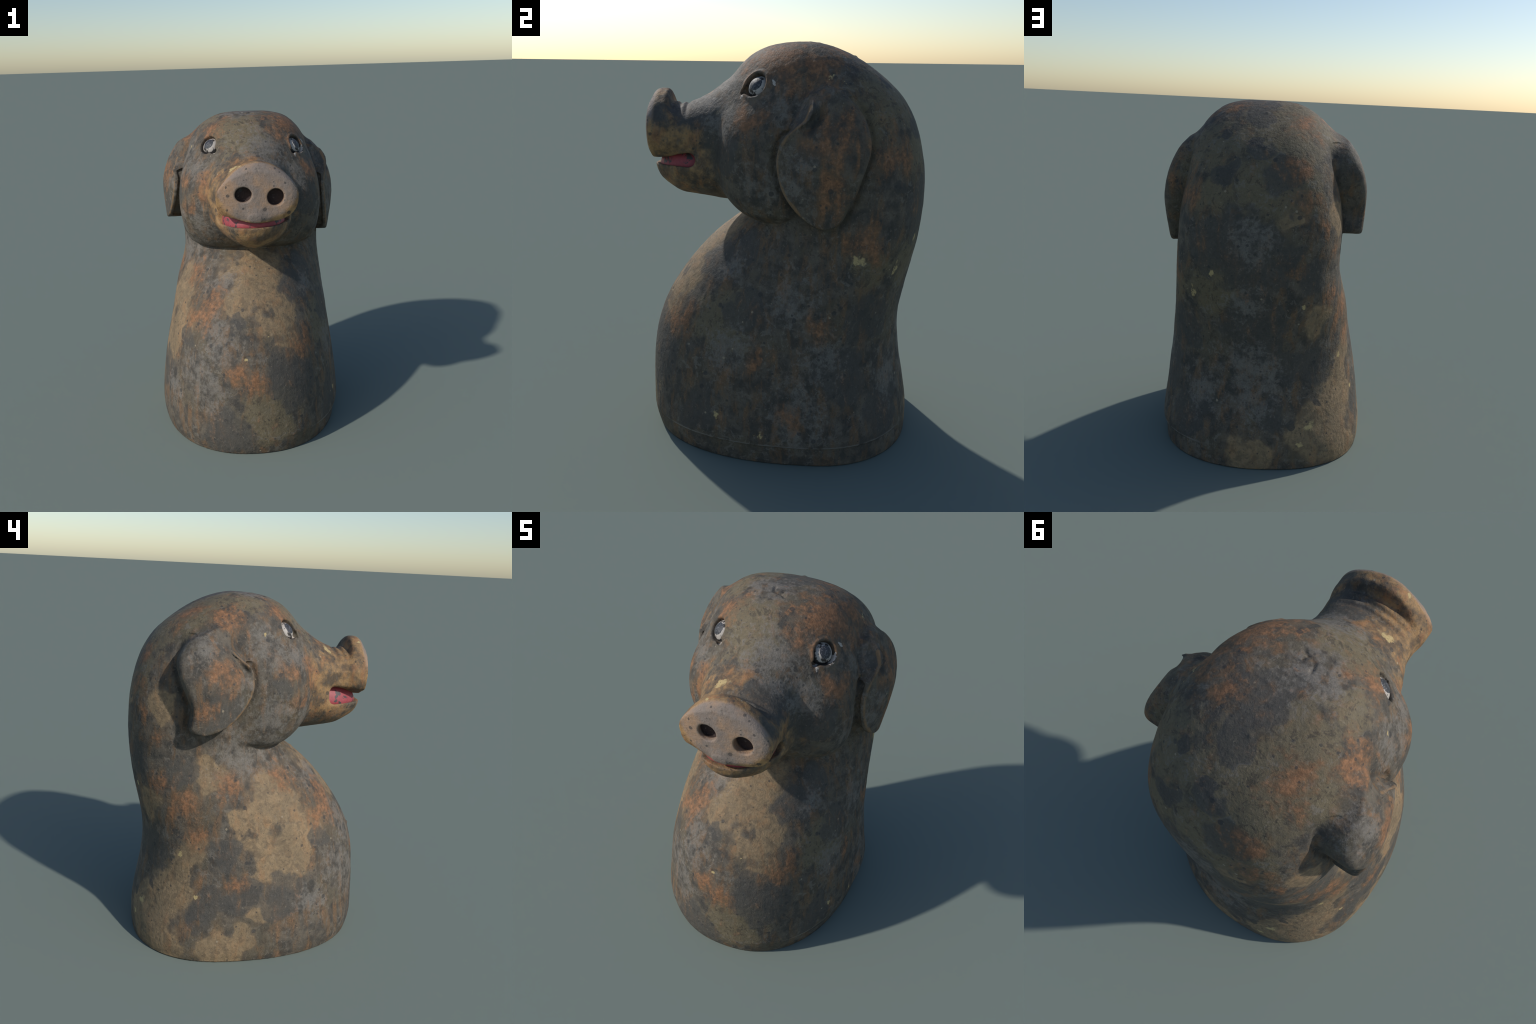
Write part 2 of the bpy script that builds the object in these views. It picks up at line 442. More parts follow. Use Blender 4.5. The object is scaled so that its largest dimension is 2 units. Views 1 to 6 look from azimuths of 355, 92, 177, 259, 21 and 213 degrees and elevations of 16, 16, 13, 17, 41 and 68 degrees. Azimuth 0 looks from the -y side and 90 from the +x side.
Vj = V.copy()
crack_zone = (np.linalg.norm(V - np.array([-0.01, -0.01, 1.98]), axis=1) < 0.16) | (np.linalg.norm(V - np.array([-0.28, -0.61, 0.47]), axis=1) < 0.07)
Vj[crack_zone] += 0.012 * np.stack([fbm(V[crack_zone], 26.0, 2, q) for q in (1.0, 5.0, 8.0)], 1)
for pts, depth, wide in (([(0.075, -0.03, 1.99), (0.04, -0.02, 1.99), (0.0, 0.0, 1.995), (-0.005, 0.04, 1.995)], 0.009, 0.006),
                         ([(0.04, -0.02, 1.99), (0.05, 0.03, 1.99)], 0.008, 0.006),
                         ([(-0.105, -0.03, 1.965), (-0.07, -0.04, 1.975), (-0.03, -0.05, 1.975)], 0.009, 0.006),
                         ([(-0.30, -0.60, 0.475), (-0.26, -0.62, 0.465)], 0.006, 0.009)):
    disp -= depth * np.exp(-(along_line(Vj, pts) / wide) ** 2)
for c, r, hgt in (((0.045, 0.332, 1.925), 0.011, 0.007), ((0.08, -0.575, 0.73), 0.010, -0.012), ((-0.08, -0.64, 0.63), 0.010, 0.008),
                  ((0.02, -0.28, 1.11), 0.012, 0.010), ((-0.40, -0.16, 1.42), 0.016, -0.010), ((-0.02, -0.16, 1.92), 0.016, -0.007)):
    disp += hgt * np.exp(-(np.linalg.norm(V - np.array(c), axis=1) / r) ** 2)
V = V + N * disp[:, None]
V[:, 2] = np.maximum(V[:, 2], 0.0)

_, fa, fb, fsd, er, el, b2 = [np.concatenate(c) for c in zip(*[field(V[i:i + 400000], True) for i in range(0, len(V), 400000)])]
REG = ["torso", "head", "snout", "ear", "ear"]
lab = np.where((fb < fa) | (V[:, 2] > 1.30), 1, 0)
lab[(V[:, 2] < 1.10)] = 0
lab[(fsd < np.minimum(fa, fb)) & (V[:, 1] < -0.2)] = 2
lab[(er < b2 + 0.002)] = 3
lab[(el < b2 + 0.002)] = 4

me = bpy.data.meshes.new("whole")
me.from_pydata(V.tolist(), [], Q.tolist())
me.update()
VN = np.empty(len(V) * 3, np.float32)
me.vertex_normals.foreach_get("vector", VN)
VN = VN.reshape(-1, 3)
bpy.data.meshes.remove(me)
fl = np.sort(lab[Q], axis=1)[:, 1]

# ----------------------------------------------------------------- materials
# Where each layer of paint, dust and bare clay sits: (x, y, z, reach)
BARE_TAN = [(-0.44, -0.10, 0.87, .16), (-0.52, -0.13, 0.60, .16), (-0.48, 0.10, 0.80, .07), (-0.42, 0.47, 0.36, .11), (-0.47, 0.44, 0.52, .08),
            (-0.36, 0.52, 1.41, .065), (-0.41, 0.28, 1.06, .075), (-0.59, 0.01, 0.30, .055), (-0.61, 0.20, 0.08, .10), (-0.49, 0.54, 0.05, .10),
            (-0.31, 0.56, 0.86, .05), (-0.44, 0.36, 0.60, .07), (-0.44, -0.26, 0.75, .11), (-0.48, -0.31, 0.60, .06), (-0.60, 0.08, 0.18, .06),
            (0.15, -0.48, 0.83, .10), (0.22, -0.56, 0.66, .06), (0.04, -0.30, 1.06, .13), (-0.08, -0.49, 0.92, .07), (0.02, -0.40, 0.98, .10),
            (0.09, 0.69, 0.08, .09), (-0.26, 0.63, 0.20, .11), (-0.38, 0.56, 0.15, .10), (-0.26, 0.59, 0.85, .06), (-0.09, 0.69, 1.39, .045)]
OLIVE = [(0.01, 0.67, 1.54, .12), (-0.17, 0.65, 1.54, .08), (0.30, 0.62, 1.53, .08), (-0.02, 0.53, 1.79, .16), (-0.14, 0.24, 1.95, .08),
         (-0.21, 0.37, 1.87, .09), (-0.03, 0.43, 1.87, .11), (0.30, 0.45, 1.74, .10), (0.40, 0.35, 1.66, .09), (-0.20, 0.08, 1.95, .06),
         (0.46, 0.40, 1.00, .07), (0.30, 0.62, 1.02, .10), (-0.05, -0.20, 1.90, .10), (0.05, -0.66, 0.25, .12), (0.45, -0.30, 0.70, .10)]
GREY = [(0.12, -0.27, 1.82, .11), (-0.20, -0.33, 1.02, .09), (-0.29, -0.60, 0.40, .10), (-0.38, -0.49, 0.50, .08), (-0.31, -0.20, 1.69, .07),
        (-0.25, -0.50, 0.77, .08), (-0.24, -0.58, 0.64, .08), (-0.31, -0.26, 1.38, .08), (-0.34, -0.10, 1.16, .10), (0.53, 0.06, 0.80, .10),
        (0.48, -0.25, 0.58, .08), (0.57, 0.04, 1.40, .08), (0.47, -0.10, 1.36, .08), (0.28, -0.29, 1.65, .08), (0.59, 0.06, 0.30, .10),
        (0.55, 0.19, 0.56, .08), (0.42, 0.02, 1.74, .08), (0.59, 0.13, 0.17, .08), (0.11, 0.60, 0.56, .12), (0.08, 0.63, 0.38, .10),
        (0.10, 0.70, 1.30, .09), (0.15, 0.66, 0.95, .07), (0.36, 0.55, 0.40, .09), (-0.36, -0.05, 1.71, .07), (-0.46, 0.35, 1.72, .08),
        (-0.41, -0.05, 1.35, .10), (-0.38, 0.12, 1.16, .11), (-0.51, -0.33, 0.34, .08), (-0.47, 0.10, 1.52, .05), (-0.36, -0.51, 0.52, .07),
        (-0.02, 0.04, 1.99, .09), (-0.33, 0.02, 1.80, .06), (0.15, -0.33, 1.70, .06), (-0.02, 0.64, 0.50, .07), (0.35, -0.26, 0.95, .05)]
RUST = [(-0.19, -0.11, 1.91, .07), (-0.25, -0.29, 1.61, .06), (-0.30, -0.42, 0.83, .08), (-0.24, -0.40, 0.92, .06), (-0.12, -0.66, 0.54, .06),
        (-0.04, -0.68, 0.46, .07), (0.24, -0.10, 1.92, .10), (0.19, -0.18, 1.87, .05), (0.25, -0.51, 0.64, .07), (-0.35, -0.12, 1.02, .07),
        (-0.28, -0.29, 1.52, .05), (-0.06, -0.40, 1.73, .06), (0.36, 0.06, 1.89, .12), (0.28, -0.02, 1.94, .10), (0.41, -0.17, 1.66, .07), (0.58, 0.25, 1.58, .09),
        (0.59, 0.22, 1.40, .05), (0.59, 0.24, 1.28, .06), (0.54, 0.17, 0.70, .05), (0.29, -0.47, 0.67, .06), (0.53, -0.12, 0.54, .05),
        (0.45, 0.47, 1.50, .08), (0.51, 0.39, 1.12, .07), (-0.29, 0.62, 1.35, .03), (-0.15, 0.36, 1.89, .06), (-0.17, 0.66, 1.52, .05),
        (-0.35, 0.54, 1.24, .04), (-0.35, 0.53, 0.99, .06), (-0.14, 0.69, 1.12, .05), (-0.50, 0.22, 1.62, .08), (-0.31, 0.17, 1.88, .07),
        (-0.38, -0.14, 1.60, .05), (-0.42, 0.41, 0.86, .07), (-0.46, 0.34, 0.70, .06), (-0.37, -0.35, 0.80, .06), (-0.20, -0.47, 1.38, .07),
        (-0.43, 0.18, 0.98, .06), (-0.52, 0.32, 1.42, .04), (-0.55, 0.13, 0.46, .05), (-0.35, -0.23, 1.45, .04), (0.08, -0.60, 1.31, .12),
        (0.19, -0.09, 1.95, .06), (0.22, 0.24, 1.95, .05), (-0.21, 0.43, 1.84, .05), (-0.13, 0.61, 1.66, .06), (0.55, 0.05, 0.28, .05)]
OCHRE = [(-0.17, -0.50, 1.58, .13), (-0.10, -0.44, 1.70, .08), (-0.15, -0.60, 1.62, .09), (-0.05, -0.62, 1.75, .08), (0.08, -0.66, 1.76, .06),
         (-0.20, -0.42, 1.48, .08), (0.22, -0.52, 1.50, .08), (0.20, -0.45, 1.38, .07), (0.0, -0.60, 1.32, .11), (0.06, -0.55, 1.27, .09)]
DARK = [(0.20, -0.42, 1.66, .09), (0.15, -0.43, 1.71, .07), (0.24, -0.60, 1.62, .06), (0.33, -0.30, 1.50, .09), (0.36, -0.04, 1.86, .07),
        (0.22, -0.15, 1.88, .035), (-0.10, -0.55, 0.80, .04), (-0.27, -0.61, 0.48, .03), (0.20, -0.62, 0.45, .13), (0.26, -0.29, 0.96, .09),
        (-0.54, 0.33, 0.26, .075), (-0.57, 0.10, 0.40, .10), (-0.29, 0.54, 0.58, .09), (-0.39, 0.44, 1.06, .08), (-0.52, 0.22, 1.43, .09),
        (-0.54, 0.27, 0.38, .06), (-0.56, -0.18, 0.37, .12), (-0.52, 0.17, 0.62, .08), (-0.23, 0.65, 1.10, .07), (-0.42, -0.38, 0.66, .06),
        (0.09, 0.70, 1.22, .18), (0.27, 0.61, 1.61, .055), (-0.05, 0.64, 1.64, .09), (0.08, 0.64, 0.80, .14), (0.33, 0.62, 1.24, .10),
        (-0.14, 0.60, 0.57, .07), (-0.04, 0.63, 0.30, .07), (0.40, 0.50, 0.25, .10), (0.46, -0.19, 0.76, .08), (0.47, 0.39, 0.73, .10),
        (0.08, 0.20, 1.98, .10), (0.09, 0.37, 1.91, .06), (0.08, 0.56, 1.75, .06), (-0.18, -0.67, 0.14, .12), (0.53, 0.28, 0.47, .10),
        (0.45, -0.42, 0.23, .09), (0.32, -0.17, 1.04, .07), (-0.41, -0.12, 1.53, .05), (0.60, 0.12, 1.50, .05), (0.51, 0.10, 1.68, .05)]
FLAKE = [(-0.42, 0.44, 0.57, .020), (-0.26, 0.63, 0.22, .028), (-0.19, 0.67, 0.15, .016), (0.33, 0.63, 1.09, .018), (0.42, 0.53, 0.98, .022),
         (-0.18, 0.65, 0.94, .02), (-0.18, 0.68, 1.17, .010), (-0.51, 0.36, 0.36, .016), (-0.25, 0.63, 0.23, .014), (0.42, 0.21, 1.83, .010),
         (0.41, 0.27, 1.83, .014), (0.52, 0.35, 1.03, .022), (0.43, 0.52, 0.96, .018), (0.45, -0.38, 0.41, .016), (0.51, -0.31, 0.23, .02),
         (0.57, -0.10, 0.16, .022), (-0.09, -0.43, 1.70, .025), (-0.06, -0.61, 1.74, .02), (0.25, 0.19, 1.96, .010), (0.08, -0.57, 0.73, .010),
         (-0.08, -0.64, 0.63, .011), (-0.34, -0.02, 1.79, .016)]


class Nodes:
    def __init__(s, name):
        s.m = bpy.data.materials.new(name)
        s.m.use_nodes = True
        s.t = s.m.node_tree
        s.bsdf = s.t.nodes["Principled BSDF"]

    def _set(s, sock, v):
        if isinstance(v, bpy.types.NodeSocket):
            s.t.links.new(v, sock)
        elif v is not None:
            sock.default_value = v

    def coord(s):
        return s.t.nodes.new("ShaderNodeTexCoord").outputs["Object"]

    def math(s, op, a, b=None, c=None, clamp=False):
        n = s.t.nodes.new("ShaderNodeMath")
        n.operation, n.use_clamp = op, clamp
        for i, v in enumerate((a, b, c)):
            s._set(n.inputs[i], v)
        return n.outputs[0]

    def vec(s, op, a, b=None, scale=None):
        n = s.t.nodes.new("ShaderNodeVectorMath")
        n.operation = op
        s._set(n.inputs[0], a)
        s._set(n.inputs[1], b)
        if scale is not None:
            s._set(n.inputs["Scale"], scale)
        return n.outputs["Value"] if op in ("DISTANCE", "LENGTH", "DOT_PRODUCT") else n.outputs["Vector"]

    def noise(s, v, scale, detail=4.0, rough=0.55, distort=0.0, col=False):
        n = s.t.nodes.new("ShaderNodeTexNoise")
        s._set(n.inputs["Vector"], v)
        for k, x in (("Scale", scale), ("Detail", detail), ("Roughness", rough), ("Distortion", distort)):
            n.inputs[k].default_value = x
        return n.outputs["Color" if col else "Fac"]

    def voronoi(s, v, scale):
        n = s.t.nodes.new("ShaderNodeTexVoronoi")
        s._set(n.inputs["Vector"], v)
        n.inputs["Scale"].default_value = scale
        return n.outputs["Distance"], n.outputs["Color"]

    def step(s, v, lo, hi):
        n = s.t.nodes.new("ShaderNodeMapRange")
        n.interpolation_type = "SMOOTHSTEP"
        s._set(n.inputs["Value"], v)
        n.inputs["From Min"].default_value, n.inputs["From Max"].default_value = lo, hi
        return n.outputs["Result"]

    def mix(s, f, a, b):
        n = s.t.nodes.new("ShaderNodeMix")
        n.data_type = "RGBA"
        s._set(n.inputs[0], f)
        for sock, v in ((n.inputs[6], a), (n.inputs[7], b)):
            s._set(sock, (*v, 1) if isinstance(v, tuple) else v)
        return n.outputs[2]

    def near(s, v, spots, floor=-1.0):
        """1 at the middle of the nearest listed patch, 0 at its edge, negative outside."""
        out = None
        for x, y, z, r in spots:
            if r <= 0:
                continue
            d = s.vec("DISTANCE", v, (x, y, z))
            f = s.math("MULTIPLY_ADD", d, -1.0 / r, 1.0)
            out = f if out is None else s.math("MAXIMUM", out, f)
        return s.math("MAXIMUM", out, floor)

    def near_line(s, v, pts):
        """Distance to a polyline."""
        out = None
        for a, b in zip(pts[:-1], pts[1:]):
            d = tuple(q - w for q, w in zip(b, a))
            ll = sum(q * q for q in d)
            av = s.vec("SUBTRACT", v, a)
            t = s.math("MULTIPLY", s.vec("DOT_PRODUCT", av, d), 1.0 / ll, clamp=True)
            q = s.vec("LENGTH", s.vec("SUBTRACT", av, s.vec("SCALE", d, scale=t)))
            out = q if out is None else s.math("MINIMUM", out, q)
        return out


def make_body_material():
    k = Nodes("weathered_paint")
    p = k.coord()
    # ragged patch edges: displace the lookup position by two sizes of noise
    w1 = k.vec("SCALE", k.vec("SUBTRACT", k.noise(p, 7.0, 3, 0.5, col=True), (0.5, 0.5, 0.5)), scale=0.16)
    w2 = k.vec("SCALE", k.vec("SUBTRACT", k.noise(p, 24.0, 3, 0.6, col=True), (0.5, 0.5, 0.5)), scale=0.05)
    pl = k.vec("ADD", k.vec("ADD", p, w1), k.vec("SCALE", w2, scale=0.35))
    pw = k.vec("ADD", k.vec("ADD", p, w1), w2)
    pstreak = k.vec("MULTIPLY", p, (1.0, 1.0, 0.30))
    n_big = k.noise(p, 4.5, 4, 0.6)
    n_mid = k.noise(p, 13.0, 5, 0.62)
    n_fine = k.noise(p, 46.0, 5, 0.65)
    n_str = k.noise(pstreak, 20.0, 5, 0.62, 0.4)
    n_grit = k.noise(p, 120.0, 3, 0.7)

    def layer(spots, noise, amp, bias, soft, floor, wide=1.0, at=None):
        f = k.near(at or pw, [(x, y, z, r * wide) for x, y, z, r in spots], floor)
        f = k.math("ADD", f, k.math("MULTIPLY_ADD", noise, amp, -0.5 * amp + bias))
        return k.step(f, -soft, soft)

    # old charcoal-brown paint, worn thin in runs and clouds
    col = k.mix(k.step(n_mid, 0.34, 0.66), (0.062, 0.057, 0.050), (0.132, 0.112, 0.087))
    col = k.mix(k.math("MULTIPLY", k.step(n_str, 0.46, 0.64), 0.72), col, (0.165, 0.105, 0.060))
    col = k.mix(k.math("MULTIPLY", k.step(n_big, 0.53, 0.60), 0.55), col, k.mix(n_fine, (0.085, 0.072, 0.050), (0.150, 0.125, 0.086)))
    # olive film
    m = layer(OLIVE, n_mid, 2.2, 0.2, 0.35, -0.8, 1.25)
    col = k.mix(k.math("MULTIPLY", m, 0.7), col, k.mix(n_fine, (0.130, 0.106, 0.064), (0.212, 0.170, 0.104)))
    # flaking: crisp small islands of lighter and darker paint, in some areas more than others
    flk = k.noise(pw, 27.0, 6, 0.6, 0.3)
    zone = k.step(k.noise(p, 5.5, 2, 0.5), 0.40, 0.58)
    col = k.mix(k.math("MULTIPLY", k.math("MULTIPLY", k.step(flk, 0.565, 0.60), 0.55), zone), col, k.mix(n_big, (0.145, 0.133, 0.115), (0.225, 0.195, 0.160)))
    col = k.mix(k.math("MULTIPLY", k.step(flk, 0.435, 0.40), 0.60), col, k.mix(n_big, (0.048, 0.046, 0.043), (0.085, 0.062, 0.043)))
    # bare tan clay: crisp, map-like edges inside a soft brown fringe
    tfld = k.math("ADD", k.math("MULTIPLY", k.noise(p, 7.0, 2, 0.45), 0.85), k.math("MULTIPLY", n_mid, 0.18))
    tan = k.mix(k.step(n_fine, 0.3, 0.7), (0.218, 0.157, 0.094), (0.328, 0.235, 0.138))
    tan = k.mix(k.math("MULTIPLY", k.step(n_str, 0.46, 0.66), 0.6), tan, (0.345, 0.212, 0.112))
    tan = k.mix(k.math("MULTIPLY", k.step(n_big, 0.46, 0.60), 0.5), tan, (0.185, 0.140, 0.088))
    m = layer(BARE_TAN, tfld, 3.0, 0.0, 0.5, -0.85, 1.35)
    col = k.mix(k.math("MULTIPLY", m, 0.55), col, (0.185, 0.132, 0.082))
    m = layer(BARE_TAN, tfld, 2.4, 0.05, 0.14, -0.80, 1.15, pl)
    m = k.math("MULTIPLY", m, k.math("MULTIPLY_ADD", k.step(flk, 0.42, 0.50), 0.45, 0.35))
    col = k.mix(m, col, tan)
    # dark repaint blotches
    m = layer(DARK, tfld, 2.4, 0.02, 0.12, -1.0, 1.2, pl)
    col = k.mix(k.math("MULTIPLY", m, 0.72), col, k.mix(n_fine, (0.050, 0.049, 0.046), (0.104, 0.096, 0.084)))
    blots = [(0.27, 0.61, 1.60, .062), (-0.10, 0.69, 1.16, .05), (0.42, 0.52, 1.36, .05), (-0.46, 0.30, 0.42, .05), (-0.57, 0.06, 0.38, .06),
             (-0.30, 0.60, 0.36, .05), (0.09, 0.53, 1.79, .05), (0.26, 0.44, 1.80, .045), (-0.10, -0.55, 0.79, .035), (-0.24, -0.57, 0.66, .03), (-0.17, 0.66, 0.26, .04)]
    m = k.step(k.math("ADD", k.near(pl, blots), k.math("MULTIPLY_ADD", n_mid, 0.8, -0.4)), -0.02, 0.10)
    col = k.mix(k.math("MULTIPLY", m, 0.75), col, k.mix(n_fine, (0.048, 0.046, 0.043), (0.088, 0.080, 0.070)))
    # chalky grey wear, broken up by grit and run streaks
    g = k.math("ADD", k.math("MULTIPLY", n_fine, 0.75), k.math("MULTIPLY", n_str, 0.35))
    m = layer(GREY, g, 5.5, -0.50, 0.45, -0.70, 1.35)
    m = k.math("MULTIPLY", m, k.step(n_mid, 0.34, 0.56))
    col = k.mix(k.math("MULTIPLY", m, 0.70), col, k.mix(n_grit, (0.135, 0.125, 0.112), (0.225, 0.205, 0.180)))
    # rusty orange clay rubbed through the paint in thin streaks, with a brown halo
    g = k.math("ADD", k.math("MULTIPLY", n_mid, 0.35), k.math("MULTIPLY", n_str, 0.75))
    m = layer(RUST, g, 4.2, -0.30, 0.6, -0.65, 1.4)
    col = k.mix(k.math("MULTIPLY", m, 0.55), col, k.mix(n_fine, (0.115, 0.068, 0.040), (0.195, 0.122, 0.070)))
    g2 = k.math("ADD", k.math("MULTIPLY", n_str, 0.65), k.math("MULTIPLY", n_fine, 0.45))
    m = layer(RUST, g2, 6.0, -0.80, 0.7, -0.60, 1.25)
    rust = k.mix(k.step(n_fine, 0.32, 0.68), (0.180, 0.092, 0.050), (0.335, 0.168, 0.088))
    col = k.mix(k.math("MULTIPLY", m, 0.78), col, rust)
    # yellow-brown clay of the snout
    m = layer(OCHRE, g, 3.0, 0.05, 0.5, -1.0, 1.2)
    ochre = k.mix(k.step(n_mid, 0.38, 0.62), (0.120, 0.085, 0.055), (0.37, 0.225, 0.105))
    ochre = k.mix(k.math("MULTIPLY", k.step(n_fine, 0.48, 0.66), 0.55), ochre, (0.135, 0.115, 0.090))
    ochre = k.mix(k.math("MULTIPLY", k.step(n_str, 0.52, 0.66), 0.5), ochre, (0.36, 0.17, 0.08))
    col = k.mix(k.math("MULTIPLY", m, 0.85), col, ochre)
    # flat face of the snout: bare pinkish grey clay with an ochre rim
    sep = k.t.nodes.new("ShaderNodeSeparateXYZ")
    k.t.links.new(p, sep.inputs[0])
    X, Y, Z = sep.outputs
    u = k.math("MULTIPLY", k.math("ADD", X, -0.025), 1 / 0.225)
    w = k.math("MULTIPLY", k.math("ADD", Z, -1.605), 1 / 0.168)
    rr = k.math("SQRT", k.math("ADD", k.math("MULTIPLY", u, u), k.math("MULTIPLY", w, w)))
    front = k.step(Y, -0.625, -0.645)
    rim = k.math("MULTIPLY", k.math("MULTIPLY", front, k.step(Z, 1.40, 1.46)), 0.8)
    col = k.mix(rim, col, k.mix(k.step(n_mid, 0.36, 0.62), (0.20, 0.112, 0.055), (0.44, 0.265, 0.120)))
    face = k.math("MULTIPLY", front, k.step(k.math("MULTIPLY_ADD", n_mid, 0.25, rr), 1.15, 1.03))
    pink = k.mix(k.step(n_big, 0.42, 0.62), (0.225, 0.182, 0.154), (0.335, 0.220, 0.142))
    pink = k.mix(k.math("MULTIPLY", k.step(n_fine, 0.45, 0.7), 0.4), pink, (0.24, 0.21, 0.185))
    col = k.mix(face, col, pink)
    holes = k.near(p, [(x, -0.615, z, 0.056) for x, z, _, _ in NOSTRILS])
    col = k.mix(k.step(holes, 0.0, 0.12), col, (0.045, 0.030, 0.027))  # nostril shade painted into the colour, since the holes are shallow
    # spatter: dark dots of two sizes
    for sc, size, keep in ((15.0, 0.19, 0.62), (34.0, 0.24, 0.66)):
        d, c = k.voronoi(k.vec("ADD", p, k.vec("SCALE", w2, scale=0.25)), sc)
        cs = k.t.nodes.new("ShaderNodeSeparateColor")
        k.t.links.new(c, cs.inputs[0])
        rad = k.math("MULTIPLY", k.step(cs.outputs[0], keep, 1.0), size)
        dot = k.step(k.math("SUBTRACT", d, rad), 0.02, -0.03)
        col = k.mix(k.math("MULTIPLY", dot, 0.72), col, (0.050, 0.048, 0.047))
    # chips down to pale plaster, one fleck of red
    m = layer(FLAKE, n_fine, 3.0, -0.15, 0.25, -1.0)
    col = k.mix(k.math("MULTIPLY", m, 0.9), col, (0.47, 0.36, 0.18))
    d, c = k.voronoi(p, 22.0)
    cs = k.t.nodes.new("ShaderNodeSeparateColor")
    k.t.links.new(c, cs.inputs[0])
    chip = k.step(k.math("SUBTRACT", d, k.math("MULTIPLY", k.step(cs.outputs[1], 0.88, 1.0), 0.16)), 0.01, -0.03)
    col = k.mix(k.math("MULTIPLY", chip, 0.7), col, (0.33, 0.27, 0.19))
    col = k.mix(k.step(k.near(p, [(-0.11, -0.66, 0.59, .010)]), 0, 0.3), col, (0.42, 0.03, 0.05))
    # fine run marks and scratches, mostly downward, light and dark
    scr = k.noise(k.vec("MULTIPLY", pw, (1.0, 1.0, 0.10)), 75.0, 3, 0.6)
    col = k.mix(k.math("MULTIPLY", k.step(scr, 0.60, 0.70), 0.28), col, (0.225, 0.195, 0.160))
    col = k.mix(k.math("MULTIPLY", k.step(scr, 0.40, 0.31), 0.35), col, (0.050, 0.044, 0.038))
    speck = k.noise(p, 70.0, 2, 0.5)
    col = k.mix(k.math("MULTIPLY", k.step(speck, 0.66, 0.74), 0.55), col, (0.052, 0.047, 0.042))
    col = k.mix(k.math("MULTIPLY", k.step(speck, 0.33, 0.26), 0.35), col, (0.270, 0.225, 0.165))
    # seam line low on the left flank
    seam = k.math("MULTIPLY", k.step(k.math("ABSOLUTE", k.math("ADD", Z, -0.106)), 0.010, 0.004), k.step(X, 0.30, 0.42))
    col = k.mix(k.math("MULTIPLY", seam, k.math("MULTIPLY", k.step(n_mid, 0.36, 0.52), 0.9)), col, (0.210, 0.190, 0.165))
    # eye surrounds: black outline, remains of the white paint on the lower lids
    eyes = [(c.x, c.y, c.z, 0.068) for c in EYES]
    col = k.mix(k.math("MULTIPLY", k.step(k.math("MULTIPLY_ADD", n_mid, 0.7, k.near(p, eyes)), 0.42, 0.58), 0.85), col, (0.030, 0.027, 0.025))
    lids = [(0.295, -0.172, 1.733, 0.026), (0.335, -0.100, 1.738, 0.022), (0.348, -0.060, 1.802, 0.014), (-0.205, -0.190, 1.752, 0.020), (-0.262, -0.130, 1.800, 0.014)]
    col = k.mix(k.math("MULTIPLY", k.step(k.math("MULTIPLY_ADD", n_fine, 2.0, k.near(pw, lids)), 0.95, 1.15), 0.9), col, (0.46, 0.41, 0.36))
    # orange-brown line along the ear rims
    for side, e in EARS.items():
        stations = np.linspace(*((1.72, 1.20) if side > 0 else (1.71, 1.31)), 10)
        line = [(side * (float(e["rim"](np.array([q]))[0]) + 0.004), float(e["front"](np.array([q]))[0]) + 0.002, float(q)) for q in stations]
        d = k.math("MULTIPLY_ADD", n_mid, 0.022, k.near_line(p, line))
        m = k.math("MULTIPLY", k.step(d, 0.024, 0.014), k.step(n_str, 0.34, 0.54))
        col = k.mix(k.math("MULTIPLY", m, 0.7), col, (0.270, 0.165, 0.085))
    # grit
    grit = k.math("MULTIPLY_ADD", n_grit, 0.55, 0.72)
    hsv = k.t.nodes.new("ShaderNodeHueSaturation")
    k.t.links.new(col, hsv.inputs["Color"])
    k.t.links.new(grit, hsv.inputs["Value"])
    hsv.inputs["Saturation"].default_value = 1.02
    col = hsv.outputs["Color"]
    k.t.links.new(col, k.bsdf.inputs["Base Color"])
    k.t.links.new(k.math("MULTIPLY_ADD", n_fine, 0.35, 0.54), k.bsdf.inputs["Roughness"])
    k.bsdf.inputs["Specular IOR Level"].default_value = 0.22
    h = k.math("ADD", k.math("MULTIPLY", n_fine, 0.6), k.math("ADD", k.math("MULTIPLY", n_grit, 0.25), k.math("MULTIPLY", n_str, 0.5)))
    bump = k.t.nodes.new("ShaderNodeBump")
    bump.inputs["Strength"].default_value, bump.inputs["Distance"].default_value = 0.55, 0.011
    k.t.links.new(h, bump.inputs["Height"])
    k.t.links.new(bump.outputs[0], k.bsdf.inputs["Normal"])
    return k.m


def make_red_material():
    k = Nodes("faded_red_paint")
    p = k.coord()
    n = k.noise(p, 18.0, 4, 0.6)
    f = k.noise(p, 55.0, 4, 0.6)
    col = k.mix(f, (0.22, 0.024, 0.036), (0.42, 0.085, 0.095))
    col = k.mix(k.step(n, 0.56, 0.62), col, (0.055, 0.045, 0.048))
    k.t.links.new(col, k.bsdf.inputs["Base Color"])
    k.bsdf.inputs["Roughness"].default_value = 0.55
    return k.m


